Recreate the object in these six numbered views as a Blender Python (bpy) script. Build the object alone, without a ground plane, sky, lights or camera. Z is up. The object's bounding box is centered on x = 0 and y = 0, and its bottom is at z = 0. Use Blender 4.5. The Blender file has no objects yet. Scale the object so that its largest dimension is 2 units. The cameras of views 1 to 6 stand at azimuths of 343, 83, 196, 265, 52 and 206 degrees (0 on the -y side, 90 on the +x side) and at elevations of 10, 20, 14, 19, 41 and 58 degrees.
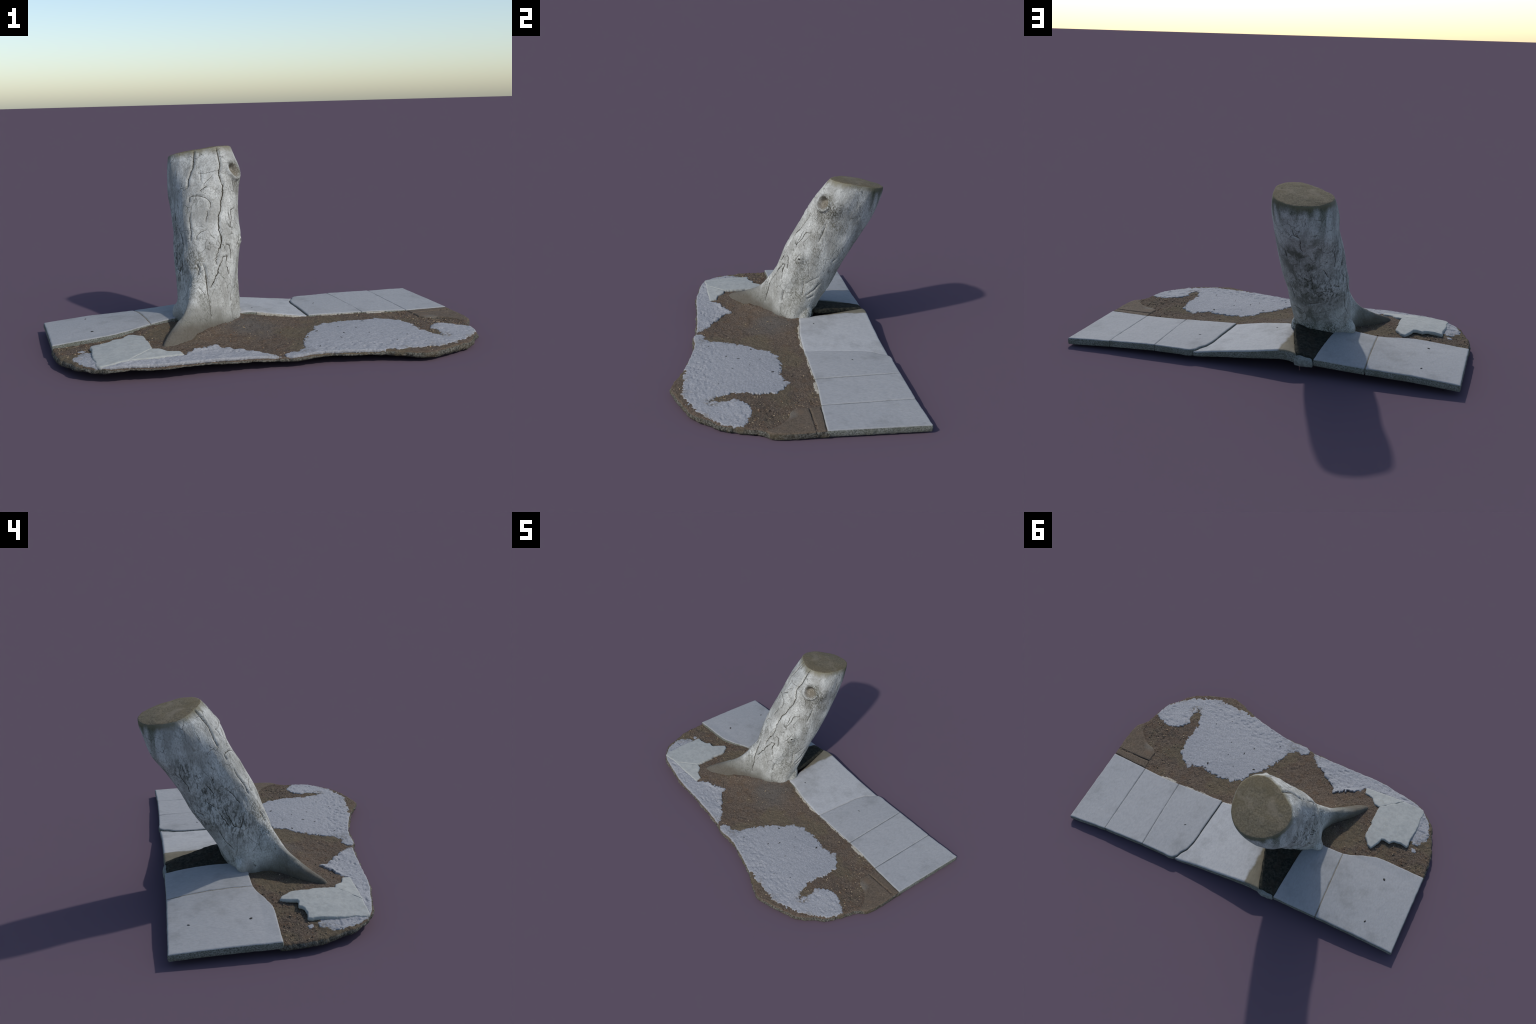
# A leaning, sawn-off tree trunk that has lifted a strip of paving slabs,
# standing in a patch of soil crusted with cement.  Metres, z up.
import bpy, bmesh, math
import numpy as np
from mathutils import Vector, noise as mnoise
from mathutils.bvhtree import BVHTree

rng = np.random.default_rng(7)

# ------------------------------------------------------------------ numeric helpers
def _hash(ix, iy, iz, seed):
    h = (ix * 374761393 + iy * 668265263 + iz * 2147483647 + seed * 974711) & 0xFFFFFFFF
    h = ((h ^ (h >> 13)) * 1274126177) & 0xFFFFFFFF
    h = ((h ^ (h >> 16)) * 2246822519) & 0xFFFFFFFF
    return ((h ^ (h >> 15)) & 0xFFFFFF) / float(0xFFFFFF) * 2 - 1

def vnoise(x, y, z, seed=0):
    """smooth value noise, about -1..1"""
    x, y, z = np.broadcast_arrays(np.asarray(x, float), np.asarray(y, float), np.asarray(z, float))
    ix, iy, iz = (np.floor(v).astype(np.int64) for v in (x, y, z))
    fx, fy, fz = x - ix, y - iy, z - iz
    ux, uy, uz = (f * f * f * (f * (f * 6 - 15) + 10) for f in (fx, fy, fz))
    out = 0
    for dx in (0, 1):
        for dy in (0, 1):
            for dz in (0, 1):
                w = (ux if dx else 1 - ux) * (uy if dy else 1 - uy) * (uz if dz else 1 - uz)
                out = out + w * _hash(ix + dx, iy + dy, iz + dz, seed)
    return out

def fbm(x, y, z, octaves=4, seed=0, gain=0.5):
    s, a, n = 0, 1.0, 0
    for i in range(octaves):
        s = s + a * vnoise(np.asarray(x) * 2 ** i, np.asarray(y) * 2 ** i, np.asarray(z) * 2 ** i, seed + 17 * i)
        n += a
        a *= gain
    return s / n

def smooth(a, b, x):
    t = np.clip((x - a) / (b - a), 0, 1)
    return t * t * (3 - 2 * t)

class Sheet:
    """smooth surface z(x, y) bent through a few control heights (thin plate)"""
    def __init__(self, pts, stiff=2e-4):
        p = np.array(pts, float)
        self.xy = p[:, :2]
        n = len(p)
        A = np.zeros((n + 3, n + 3))
        A[:n, :n] = self._k(self.xy[:, None] - self.xy[None]) + np.eye(n) * stiff
        A[:n, n] = 1
        A[:n, n + 1:] = self.xy
        A[n:, :n] = A[:n, n:].T
        self.w = np.linalg.solve(A, np.r_[p[:, 2], 0, 0, 0])
    @staticmethod
    def _k(d):
        r2 = (d ** 2).sum(-1) + 1e-9
        return 0.5 * r2 * np.log(r2)
    def __call__(self, x, y):
        x, y = np.asarray(x, float), np.asarray(y, float)
        out = self.w[-3] + self.w[-2] * x + self.w[-1] * y
        for (px, py), w in zip(self.xy, self.w[:-3]):
            r2 = (x - px) ** 2 + (y - py) ** 2 + 1e-9
            out = out + w * 0.5 * r2 * np.log(r2)
        return out

def polygon_distance(poly, X, Y):
    """signed distance to a closed outline, positive inside"""
    P = np.array(poly, float)
    Q = np.roll(P, -1, 0)
    d = np.full(X.shape, 1e9)
    inside = np.zeros(X.shape, bool)
    for (ax, ay), (bx, by) in zip(P, Q):
        ex, ey = bx - ax, by - ay
        t = np.clip(((X - ax) * ex + (Y - ay) * ey) / (ex * ex + ey * ey + 1e-12), 0, 1)
        d = np.minimum(d, np.hypot(X - ax - t * ex, Y - ay - t * ey))
        c = (ay > Y) != (by > Y)
        inside ^= c & (X < ex * (Y - ay) / (ey if abs(ey) > 1e-12 else 1e-12) + ax)
    return np.where(inside, d, -d)

def rounded(ctrl, n=6):
    """closed Catmull-Rom outline through control points"""
    P = np.array(ctrl, float)
    out = []
    m = len(P)
    for i in range(m):
        a, b, c, d = P[i - 1], P[i], P[(i + 1) % m], P[(i + 2) % m]
        for k in range(n):
            t = k / n
            out.append(0.5 * ((2 * b) + (c - a) * t + (2 * a - 5 * b + 4 * c - d) * t * t + (3 * b - a - 3 * c + d) * t ** 3))
    return np.array(out)

# ------------------------------------------------------------------ object helpers
root = bpy.data.objects.new("leaning_tree_trunk_in_pavement", None)
root["label"] = "leaning sawn pale tree trunk lifting grey paving slabs beside cracked cement and soil"
root["category"] = "tree stump"
root.empty_display_size = 0.2
bpy.context.scene.collection.objects.link(root)

def add_object(name, mesh, mats, parent=None):
    ob = bpy.data.objects.new(name, mesh)
    for m in mats:
        mesh.materials.append(m)
    bpy.context.scene.collection.objects.link(ob)
    ob.parent = parent or root
    return ob

def make_mesh(name, verts, faces, mat_idx=None, smooth_angle=40):
    me = bpy.data.meshes.new(name)
    me.from_pydata([tuple(map(float, v)) for v in verts], [], faces)
    if mat_idx is not None:
        me.polygons.foreach_set("material_index", np.array(mat_idx, np.int32))
    me.polygons.foreach_set("use_smooth", np.ones(len(me.polygons), bool))
    if smooth_angle:
        me.set_sharp_from_angle(angle=math.radians(smooth_angle))
    me.update()
    return me

def crust(name, field, bounds, cell, top, bottom, mats, rows=4, wall=0.003, edge=0.006, edge_drop=0.004,
          wall_mat=1, seed=0, smooth_angle=45, parent=None, wall_freq=60):
    """A solid plate: the region field(x, y) > 0, with top(x, y), bottom(x, y), a worn rim and a ragged side wall."""
    x0, x1, y0, y1 = bounds
    xs = np.arange(x0, x1 + cell, cell)
    ys = np.arange(y0, y1 + cell, cell)
    X, Y = np.meshgrid(xs, ys, indexing="ij")
    F = field(X, Y)
    F = np.where(np.abs(F) < 1e-6, 1e-6, F)
    nx, ny = X.shape
    V, keys = [], {}
    def corner(i, j):
        k = (i, j)
        if k not in keys:
            keys[k] = len(V)
            V.append((xs[i], ys[j]))
        return keys[k]
    def cut(a, b):
        k = (a, b) if a < b else (b, a)
        if k not in keys:
            fa, fb = F[k[0]], F[k[1]]
            t = fa / (fa - fb)
            t = min(max(t, 0.03), 0.97)
            keys[k] = len(V)
            V.append((xs[k[0][0]] * (1 - t) + xs[k[1][0]] * t, ys[k[0][1]] * (1 - t) + ys[k[1][1]] * t))
        return keys[k]
    faces = []
    pos = F > 0
    any_pos = pos[:-1, :-1] | pos[1:, :-1] | pos[1:, 1:] | pos[:-1, 1:]
    for i, j in zip(*np.nonzero(any_pos)):
        c = [(i, j), (i + 1, j), (i + 1, j + 1), (i, j + 1)]
        s = [pos[q] for q in c]
        if all(s):
            faces.append([corner(*q) for q in c])
            continue
        poly = []
        for a in range(4):
            b = (a + 1) % 4
            if s[a]:
                poly.append(corner(*c[a]))
            if s[a] != s[b]:
                poly.append(cut(c[a], c[b]))
        if sum(s) == 2 and s[0] == s[2]:      # saddle: keep as one polygon
            pass
        if len(poly) >= 3:
            faces.append(poly)
    V = np.array(V)
    fx = field(V[:, 0], V[:, 1])
    e = 1e-3
    gx = field(V[:, 0] + e, V[:, 1]) - field(V[:, 0] - e, V[:, 1])
    gy = field(V[:, 0], V[:, 1] + e) - field(V[:, 0], V[:, 1] - e)
    gl = np.hypot(gx, gy) + 1e-9
    ox, oy = -gx / gl, -gy / gl
    zt = top(V[:, 0], V[:, 1])
    if edge > 0:
        t = np.clip(1 - np.maximum(fx, 0) / edge, 0, 1)
        zt = zt - edge_drop * (1 - np.sqrt(np.maximum(1 - t * t, 0)))
    n = len(V)
    zb = np.minimum(bottom(V[:, 0], V[:, 1]), zt - 0.002)
    # boundary edges (used once)
    count = {}
    for f in faces:
        for a, b in zip(f, f[1:] + f[:1]):
            count[(a, b)] = count.get((a, b), 0) + 1
    bnd = [(a, b) for (a, b) in count if (b, a) not in count]
    verts = [(V[i, 0], V[i, 1], zt[i]) for i in range(n)]
    out_faces = [list(f) for f in faces]
    mi = [0] * len(faces)
    ring = {}
    bidx = sorted({a for e_ in bnd for a in e_})
    for i in bidx:
        ring[i] = [i]
    for r in range(1, rows + 1):
        s = r / rows
        for i in bidx:
            z = zt[i] * (1 - s) + zb[i] * s
            nn = float(fbm(V[i, 0] * wall_freq, V[i, 1] * wall_freq, z * wall_freq * 1.3, 3, seed + 5))
            b = wall * (nn + 0.9 * math.sin(math.pi * min(s, 0.9)) - (0.8 if r == rows else 0))
            ring[i].append(len(verts))
            verts.append((V[i, 0] + ox[i] * b, V[i, 1] + oy[i] * b, z))
    for a, b in bnd:
        for r in range(rows):
            out_faces.append([ring[b][r], ring[a][r], ring[a][r + 1], ring[b][r + 1]])
            mi.append(wall_mat)
    base = len(verts)
    under = {}
    for i in range(n):
        if i in ring:
            under[i] = ring[i][-1]
        else:
            under[i] = len(verts)
            verts.append((V[i, 0], V[i, 1], zb[i]))
    for f in faces:
        out_faces.append([under[i] for i in reversed(f)])
        mi.append(wall_mat)
    me = make_mesh(name, verts, out_faces, mi, smooth_angle)
    return add_object(name, me, mats, parent)

# ------------------------------------------------------------------ material helpers
def lin(r, g, b, k=1.0):
    f = lambda c: (c / 255 / 12.92) if c / 255 <= 0.04045 else ((c / 255 + 0.055) / 1.055) ** 2.4
    return (f(r) * k, f(g) * k, f(b) * k, 1.0)

class Mat:
    def __init__(self, name, rough=0.9, spec=0.25):
        self.m = bpy.data.materials.new(name)
        self.m.use_nodes = True
        self.nt = self.m.node_tree
        self.bsdf = self.nt.nodes["Principled BSDF"]
        self.bsdf.inputs["Roughness"].default_value = rough
        self.bsdf.inputs["Specular IOR Level"].default_value = spec
        self.obj = self.nt.nodes.new("ShaderNodeTexCoord").outputs["Object"]
    def node(self, kind, **ins):
        n = self.nt.nodes.new("ShaderNode" + kind)
        for k, v in ins.items():
            self.put(n.inputs[k.replace("_", " ")], v)
        return n
    def put(self, sock, v):
        if isinstance(v, bpy.types.NodeSocket):
            self.nt.links.new(v, sock)
        else:
            sock.default_value = v
    def mapping(self, scale=(1, 1, 1), rot=(0, 0, 0), loc=(0, 0, 0), src=None):
        n = self.node("Mapping")
        self.put(n.inputs["Vector"], src or self.obj)
        n.inputs["Scale"].default_value = scale
        n.inputs["Rotation"].default_value = rot
        n.inputs["Location"].default_value = loc
        return n.outputs[0]
    def noise(self, scale, detail=4, rough=0.55, distortion=0.0, vec=None):
        n = self.node("TexNoise", Scale=scale, Detail=detail, Roughness=rough, Distortion=distortion)
        self.put(n.inputs["Vector"], vec or self.obj)
        return n.outputs["Fac"]
    def voronoi(self, scale, feature="F1", vec=None, out="Distance", randomness=1.0):
        n = self.nt.nodes.new("ShaderNodeTexVoronoi")
        n.feature = feature
        n.inputs["Scale"].default_value = scale
        n.inputs["Randomness"].default_value = randomness
        self.put(n.inputs["Vector"], vec or self.obj)
        return n.outputs[out]
    def ramp(self, fac, lo, hi, a=0.0, b=1.0):
        n = self.nt.nodes.new("ShaderNodeMapRange")
        n.interpolation_type = "SMOOTHSTEP"
        self.put(n.inputs["Value"], fac)
        for k, v in (("From Min", lo), ("From Max", hi), ("To Min", a), ("To Max", b)):
            self.put(n.inputs[k], v)
        return n.outputs["Result"]
    def math(self, op, a, b=0.0, clamp=False):
        n = self.nt.nodes.new("ShaderNodeMath")
        n.operation = op
        n.use_clamp = clamp
        self.put(n.inputs[0], a)
        self.put(n.inputs[1], b)
        return n.outputs[0]
    def mix(self, fac, a, b, blend="MIX"):
        n = self.nt.nodes.new("ShaderNodeMix")
        n.data_type = "RGBA"
        n.blend_type = blend
        self.put(n.inputs[0], fac)
        self.put(n.inputs[6], a)
        self.put(n.inputs[7], b)
        return n.outputs[2]
    def blob(self, centre, r_in, r_out, vec=None, stretch=None):
        v = vec or self.obj
        if stretch:
            v = self.mapping(scale=stretch, src=v)
            centre = tuple(c * s for c, s in zip(centre, stretch))
        n = self.nt.nodes.new("ShaderNodeVectorMath")
        n.operation = "DISTANCE"
        self.put(n.inputs[0], v)
        n.inputs[1].default_value = centre
        return self.ramp(n.outputs["Value"], r_in, r_out, 1.0, 0.0)
    def dot(self, direction, vec=None):
        n = self.nt.nodes.new("ShaderNodeVectorMath")
        n.operation = "DOT_PRODUCT"
        self.put(n.inputs[0], vec or self.obj)
        n.inputs[1].default_value = direction
        return n.outputs["Value"]
    def warp(self, scale, amount):
        n = self.node("TexNoise", Scale=scale, Detail=3.0)
        self.put(n.inputs["Vector"], self.obj)
        s = self.nt.nodes.new("ShaderNodeVectorMath"); s.operation = "SUBTRACT"
        self.put(s.inputs[0], n.outputs["Color"]); s.inputs[1].default_value = (0.5, 0.5, 0.5)
        m = self.nt.nodes.new("ShaderNodeVectorMath"); m.operation = "SCALE"
        self.put(m.inputs[0], s.outputs[0]); m.inputs["Scale"].default_value = amount
        a = self.nt.nodes.new("ShaderNodeVectorMath"); a.operation = "ADD"
        self.put(a.inputs[0], self.obj); self.put(a.inputs[1], m.outputs[0])
        return a.outputs[0]
    def done(self, color, bump=None, strength=0.4, distance=0.004):
        self.put(self.bsdf.inputs["Base Color"], color)
        if bump is not None:
            b = self.node("Bump", Strength=strength, Distance=distance, Height=bump)
            self.put(self.bsdf.inputs["Normal"], b.outputs[0])
        return self.m

# ------------------------------------------------------------------ materials
SLAB = lin(147, 148, 149)

def slab_material(name, tint=1.0, bank_end=False):
    M = Mat(name, 0.85, 0.3)
    c = tuple(v * tint for v in SLAB[:3]) + (1,)
    dark = tuple(v * 0.80 * tint for v in SLAB[:3]) + (1,)
    fib = M.noise(110, 4, 0.65, 0.6, M.mapping((1, 0.45, 1), (0, 0, 0.35)))
    col = M.mix(M.ramp(fib, 0.35, 0.7, 0.0, 0.55), c, dark)
    stain = M.ramp(M.noise(6, 6, 0.65), 0.48, 0.72, 0.0, 0.55)
    col = M.mix(stain, col, lin(116, 117, 116, tint))
    speck = M.math("MULTIPLY", M.ramp(M.voronoi(26), 0.0, 0.07, 1, 0), M.ramp(M.noise(9, 1), 0.6, 0.63))
    col = M.mix(M.math("MULTIPLY", speck, 0.6), col, lin(70, 72, 76))
    if bank_end:
        # algae and dirt on the rounded end beside the trunk
        w = M.warp(18, 0.035)
        d = M.dot((-1, 0, 0), w)
        band = M.ramp(d, 0.112, 0.130)
        tan = M.mix(M.noise(60, 4, 0.6, 0, M.mapping((1, .3, 1))), lin(82, 78, 66), lin(128, 121, 104))
        col = M.mix(band, col, tan)
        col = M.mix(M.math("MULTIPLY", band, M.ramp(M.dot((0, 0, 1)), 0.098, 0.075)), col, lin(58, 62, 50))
    b = M.math("ADD", fib, M.math("MULTIPLY", M.noise(45, 4), 1.2))
    return M.done(col, b, 0.35, 0.003)

def slab_edge_material():
    M = Mat("slab_edge_concrete", 0.95, 0.15)
    g = M.noise(160, 5, 0.7, 0, M.mapping((1, 1, 1.6)))
    col = M.mix(M.ramp(g, 0.38, 0.62), lin(80, 82, 74), lin(132, 134, 128))
    col = M.mix(M.ramp(M.noise(12, 3), 0.45, 0.7, 0, 0.55), col, lin(92, 94, 82))
    return M.done(col, g, 0.6, 0.004)

def cement_material():
    M = Mat("rough_cement", 0.9, 0.25)
    n = M.noise(130, 6, 0.65, 0.4)
    col = M.mix(M.ramp(n, 0.32, 0.68), lin(126, 127, 130), lin(150, 151, 154))
    col = M.mix(M.ramp(M.noise(9, 5), 0.55, 0.8, 0, 0.5), col, lin(117, 119, 121))
    # earth trodden over the borders
    tread = M.ramp(M.noise(60, 5, 0.7), 0.46, 0.58)
    for c, r0, r1, k in (((.70, -.40, .05), .01, .055, .9), ((.70, -.30, .05), .0, .05, .6), ((.03, -.41, .055), .0, .07, .5), ((.60, -.55, .045), .0, .08, .6), ((.82, -.45, .04), .0, .07, .6),
                         ((.45, -.54, .045), .0, .06, .6), ((-.12, -.42, .05), .0, .06, .4), ((.55, -.02, .05), .0, .05, .4), ((-.90, -.15, .06), .0, .08, .6), ((.30, -.04, .055), .0, .04, .4)):
        col = M.mix(M.math("MULTIPLY", M.math("MULTIPLY", M.blob(c, r0, r1, M.warp(20, 0.05)), tread), k), col, lin(92, 84, 70))
    speck = M.math("MULTIPLY", M.ramp(M.voronoi(22, vec=M.mapping((1, 0.55, 1), (0, 0, 0.6))), 0.0, 0.10, 1, 0), M.ramp(M.noise(13, 1), 0.6, 0.63))
    col = M.mix(M.math("MULTIPLY", speck, 0.85), col, lin(48, 50, 56))
    return M.done(col, M.math("ADD", n, M.noise(50, 3)), 0.22, 0.004)

def plate_material():
    M = Mat("broken_render", 0.85, 0.3)
    n = M.noise(50, 5, 0.6, 0.5)
    col = M.mix(M.ramp(n, 0.3, 0.75), lin(155, 157, 153), lin(142, 144, 141))
    vein = M.ramp(M.voronoi(9, "DISTANCE_TO_EDGE", M.warp(12, 0.08)), 0.0, 0.012, 0.3, 0.0)
    col = M.mix(vein, col, lin(140, 134, 120))
    return M.done(col, n, 0.3, 0.003)

def crust_wall_material():
    M = Mat("crust_edge", 1.0, 0.1)
    g = M.noise(120, 5, 0.75)
    col = M.mix(M.ramp(g, 0.36, 0.66), lin(40, 40, 37), lin(116, 115, 108))
    col = M.mix(M.math("MULTIPLY", M.ramp(M.noise(14, 4), 0.40, 0.62, 0.1, 0.8), M.ramp(M.dot((-1, 0.5, 0)), -0.45, -0.2, 1.0, 0.45)), col, M.mix(g, lin(62, 55, 42), lin(108, 98, 80)))
    return M.done(col, g, 0.8, 0.006)

def soil_material():
    M = Mat("soil", 1.0, 0.12)
    fine = M.noise(150, 6, 0.75)
    mid = M.noise(22, 5, 0.65)
    col = M.mix(M.ramp(fine, 0.34, 0.66), lin(70, 61, 54), lin(112, 99, 86))
    col = M.mix(M.ramp(mid, 0.45, 0.66, 0, 0.55), col, M.mix(fine, lin(66, 54, 43), lin(114, 94, 76)))
    # paler gritty dust on the verge around the cement
    verge = M.ramp(M.noise(5, 3), 0.5, 0.62, 0.0, 0.5)
    col = M.mix(verge, col, M.mix(fine, lin(78, 71, 56), lin(120, 110, 88)))
    # greyish sheen at the foot of the trunk, tinted into the soil colour
    col = M.mix(M.math("MULTIPLY", M.blob((-0.10, -0.02, 0.09), 0.03, 0.2, M.warp(10, 0.12)), 0.6), col, M.mix(fine, lin(70, 68, 66), lin(104, 102, 98)))
    fleck = M.math("MULTIPLY", M.ramp(M.voronoi(95), 0.12, 0.22, 1, 0), M.ramp(M.voronoi(95, out="Color"), 0.72, 0.8))
    col = M.mix(M.math("MULTIPLY", fleck, 0.75), col, lin(146, 130, 106))
    dark = M.ramp(M.noise(48, 4, 0.6), 0.62, 0.7, 0, 0.6)
    col = M.mix(dark, col, lin(44, 38, 34))
    return M.done(col, M.math("ADD", fine, M.noise(60, 4)), 0.9, 0.006)

def dirty_slab_material():
    M = Mat("earth_stained_slab", 0.95, 0.2)
    n = M.noise(120, 5, 0.7)
    col = M.mix(M.ramp(n, 0.3, 0.7), lin(74, 65, 55), lin(102, 90, 77))
    col = M.mix(M.ramp(M.noise(16, 4), 0.5, 0.7, 0, 0.5), col, lin(102, 85, 69))
    # worn grey arris on the inner edge
    arris = M.blob((0.83, -0.05, 0.04), 0.015, 0.05, M.warp(30, 0.02))
    col = M.mix(M.math("MULTIPLY", arris, 0.35), col, lin(112, 111, 104))
    return M.done(col, n, 0.4, 0.003)

def dark_earth_material():
    M = Mat("near_black_earth", 1.0, 0.1)
    n = M.noise(70, 6, 0.7)
    col = M.mix(M.ramp(n, 0.35, 0.7), lin(30, 32, 29), lin(62, 61, 53))
    col = M.mix(M.ramp(M.noise(20, 3), 0.5, 0.65, 0, 0.5), col, lin(52, 46, 38))
    return M.done(col, n, 0.7, 0.006)

LEAN = math.radians(28)

def bark_material():
    M = Mat("pale_bark", 0.9, 0.2)
    along = M.mapping((1, 1, 0.22), (LEAN, 0, 0))       # grain runs up the lean
    fine = M.noise(170, 5, 0.7, 0.2, M.mapping((1, 1, 0.6), (LEAN, 0, 0)))
    cloud = M.noise(14, 5, 0.6, 0.3, M.mapping((1, 1, 0.6), (LEAN, 0, 0)))
    grain = M.noise(42, 6, 0.7, 0.5, along)
    col = M.mix(M.ramp(cloud, 0.34, 0.66), lin(152, 152, 147), lin(190, 191, 187))
    col = M.mix(M.ramp(fine, 0.56, 0.36, 0, 0.5), col, lin(112, 112, 104))
    col = M.mix(M.ramp(grain, 0.55, 0.74, 0, 0.5), col, lin(118, 118, 110))
    # network of hairline cracks: a coarse and a fine one
    def hairs(scale, width, lo, hi, warp_amt, st):
        e = M.voronoi(scale, "DISTANCE_TO_EDGE", M.mapping((1, 1, st), (LEAN, 0, 0), src=M.warp(14, warp_amt)))
        return M.math("MULTIPLY", M.ramp(e, 0.0, width, 1, 0), M.ramp(M.noise(12, 3, 0.5, 0, M.mapping(loc=(scale, 0, 2))), lo, hi))
    hair = hairs(15, 0.022, 0.44, 0.56, 0.08, 0.5)
    hair2 = hairs(48, 0.07, 0.46, 0.60, 0.03, 0.7)
    col = M.mix(M.math("MULTIPLY", hair2, 0.45), col, lin(92, 92, 83))
    col = M.mix(M.math("MULTIPLY", hair, 0.75), col, lin(72, 71, 63))
    patch = M.ramp(M.noise(8, 5, 0.65, 0.4, along), 0.53, 0.70)
    blot = M.math("MULTIPLY", patch, M.ramp(fine, 0.62, 0.40))
    col = M.mix(M.math("MULTIPLY", blot, 0.7), col, lin(84, 85, 74))
    w = M.warp(26, 0.045)
    # black mottling on the shaded flank, soot-coloured lichen
    moth = M.ramp(M.noise(75, 5, 0.7, 0, M.mapping((1, 1, 0.45), (LEAN, 0, 0))), 0.46, 0.60)
    def stain(c, r0, r1, colour, k=0.85, rough_mask=None, st=None):
        nonlocal col
        f = M.blob(c, r0, r1, w, st)
        if rough_mask is not None:
            f = M.math("MULTIPLY", f, rough_mask)
        col = M.mix(M.math("MULTIPLY", f, k), col, colour)
    sooty = lin(62, 63, 56)
    for c, r in (((-0.40, 0.22, 0.42), 0.10), ((-0.38, 0.15, 0.33), 0.09), ((-0.33, 0.34, 0.36), 0.11), ((-0.38, 0.30, 0.50), 0.08), ((-0.36, 0.40, 0.62), 0.07), ((-0.22, 0.40, 0.45), 0.09)):
        stain(c, 0.0, r * 1.5, sooty, 0.9, moth)
    # dark olive mottling on the overhanging side
    nm = M.ramp(M.noise(20, 6, 0.7, 0.3, M.mapping((1, 1, 0.4), (LEAN, 0, 0))), 0.44, 0.62)
    stain((-.20, .47, .55), .03, .16, lin(76, 78, 66), 0.9, nm)
    stain((-.20, .38, .38), .03, .17, lin(74, 76, 65), 0.9, nm)
    stain((-.28, .50, .66), .02, .10, lin(88, 92, 80), 0.7, nm)
    stain((-.20, .30, .22), .03, .13, lin(84, 86, 76), 0.75, nm)
    m2 = M.ramp(fine, 0.64, 0.40)
    olive = lin(78, 76, 60)
    m3 = M.ramp(fine, 0.68, 0.36)
    stain((-0.045, 0.298, 0.745), 0.015, 0.080, lin(64, 61, 47), 1.0, m3)      # run below the knot
    stain((-0.080, 0.255, 0.700), 0.01, 0.07, lin(68, 65, 51), 0.95, m3)
    stain((-0.060, 0.255, 0.79), 0.030, 0.065, olive, 0.75, m2)
    stain((-0.08, 0.135, 0.445), 0.01, 0.07, olive, 0.75, m2)         # round the branch scar
    stain((-0.085, 0.12, 0.36), 0.02, 0.08, olive, 0.6, m2)
    stain((-0.10, 0.12, 0.24), 0.02, 0.08, olive, 0.55, m2)
    stain((-0.035, 0.36, 0.64), 0.01, 0.05, olive, 0.6, m2)
    stain((-0.335, 0.09, 0.40), 0.01, 0.06, sooty, 0.7, m2)
    for c, r0, r1, k in (((-.055, .31, .66), .01, .055, .7), ((-.07, .20, .60), .01, .05, .55), ((-.06, .22, .52), .01, .05, .55), ((-.33, .055, .365), .01, .045, .8),
                         ((-.30, .06, .40), .01, .05, .6), ((-.285, .02, .30), .008, .035, .7), ((-.02, .45, .76), .01, .06, .55), ((-.17, .30, .875), .01, .04, .6), ((-.10, .07, .16), .01, .06, .6)):
        stain(c, r0, r1, lin(92, 88, 74), k, m2)
    # wet foot at the slabs
    stain((-0.14, 0.20, 0.13), 0.03, 0.09, lin(66, 66, 52), 0.85, m2)
    stain((-0.30, 0.225, 0.14), 0.02, 0.07, lin(52, 58, 44), 0.8, m2)
    stain((-0.20, 0.235, 0.13), 0.02, 0.07, lin(52, 58, 44), 0.85, m2)
    # green algae hanging from the cut on the overhanging side
    below = M.math("ADD", M.dot((0.084, -0.178, -1.0), w), 0.9634)
    drip = M.noise(14, 2, 0.5, 0, M.mapping((1, 1, 0.15), (LEAN, 0, 0)))
    length = M.ramp(drip, 0.35, 0.68, 0.06, 0.16)
    hang = M.ramp(M.math("DIVIDE", M.math("ADD", below, M.math("MULTIPLY", fine, 0.03)), length), 0.1, 1.3, 1.0, 0.0)
    side = M.ramp(M.dot((0, 1, 0), w), 0.47, 0.53)
    col = M.mix(M.math("MULTIPLY", M.math("MULTIPLY", hang, side), 0.96), col, M.mix(fine, lin(42, 50, 30), lin(74, 79, 50)))
    # brownish weathering just under the cut all round
    lip = M.ramp(M.math("ADD", below, M.math("MULTIPLY", fine, -0.03)), -0.012, 0.022, 1, 0)
    col = M.mix(M.math("MULTIPLY", lip, 0.85), col, lin(112, 107, 86))
    # earth rubbed up the root
    hgt = M.math("ADD", M.dot((0.10, 0.62, 1.0), w), M.math("MULTIPLY", fine, -0.06))
    earth = M.ramp(hgt, 0.035, 0.160, 1, 0)
    col = M.mix(M.math("MULTIPLY", earth, 0.8), col, M.mix(fine, lin(70, 69, 61), lin(106, 104, 95)))
    # and soil clinging along the ground line
    low = M.ramp(M.math("ADD", M.dot((0.0, 0.25, 1.0), w), M.math("MULTIPLY", fine, -0.04)), 0.055, 0.115, 1, 0)
    col = M.mix(M.math("MULTIPLY", M.math("MULTIPLY", low, earth), 0.8), col, M.mix(fine, lin(64, 60, 52), lin(98, 91, 81)))
    # knot: weathered heartwood
    kn = M.blob((-0.074, 0.247, 0.784), 0.026, 0.042, M.warp(40, 0.012))
    col = M.mix(M.math("MULTIPLY", kn, 0.8), col, M.mix(fine, lin(84, 78, 66), lin(138, 130, 116)))
    kd = M.blob((-0.084, 0.246, 0.810), 0.010, 0.032, M.warp(40, 0.012))
    col = M.mix(M.math("MULTIPLY", kd, 0.75), col, lin(50, 48, 40))
    kn2 = M.blob((-0.087, 0.127, 0.463), 0.003, 0.009)
    col = M.mix(kn2, col, lin(30, 29, 26))
    b = M.math("ADD", fine, M.math("MULTIPLY", grain, 1.6))
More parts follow.
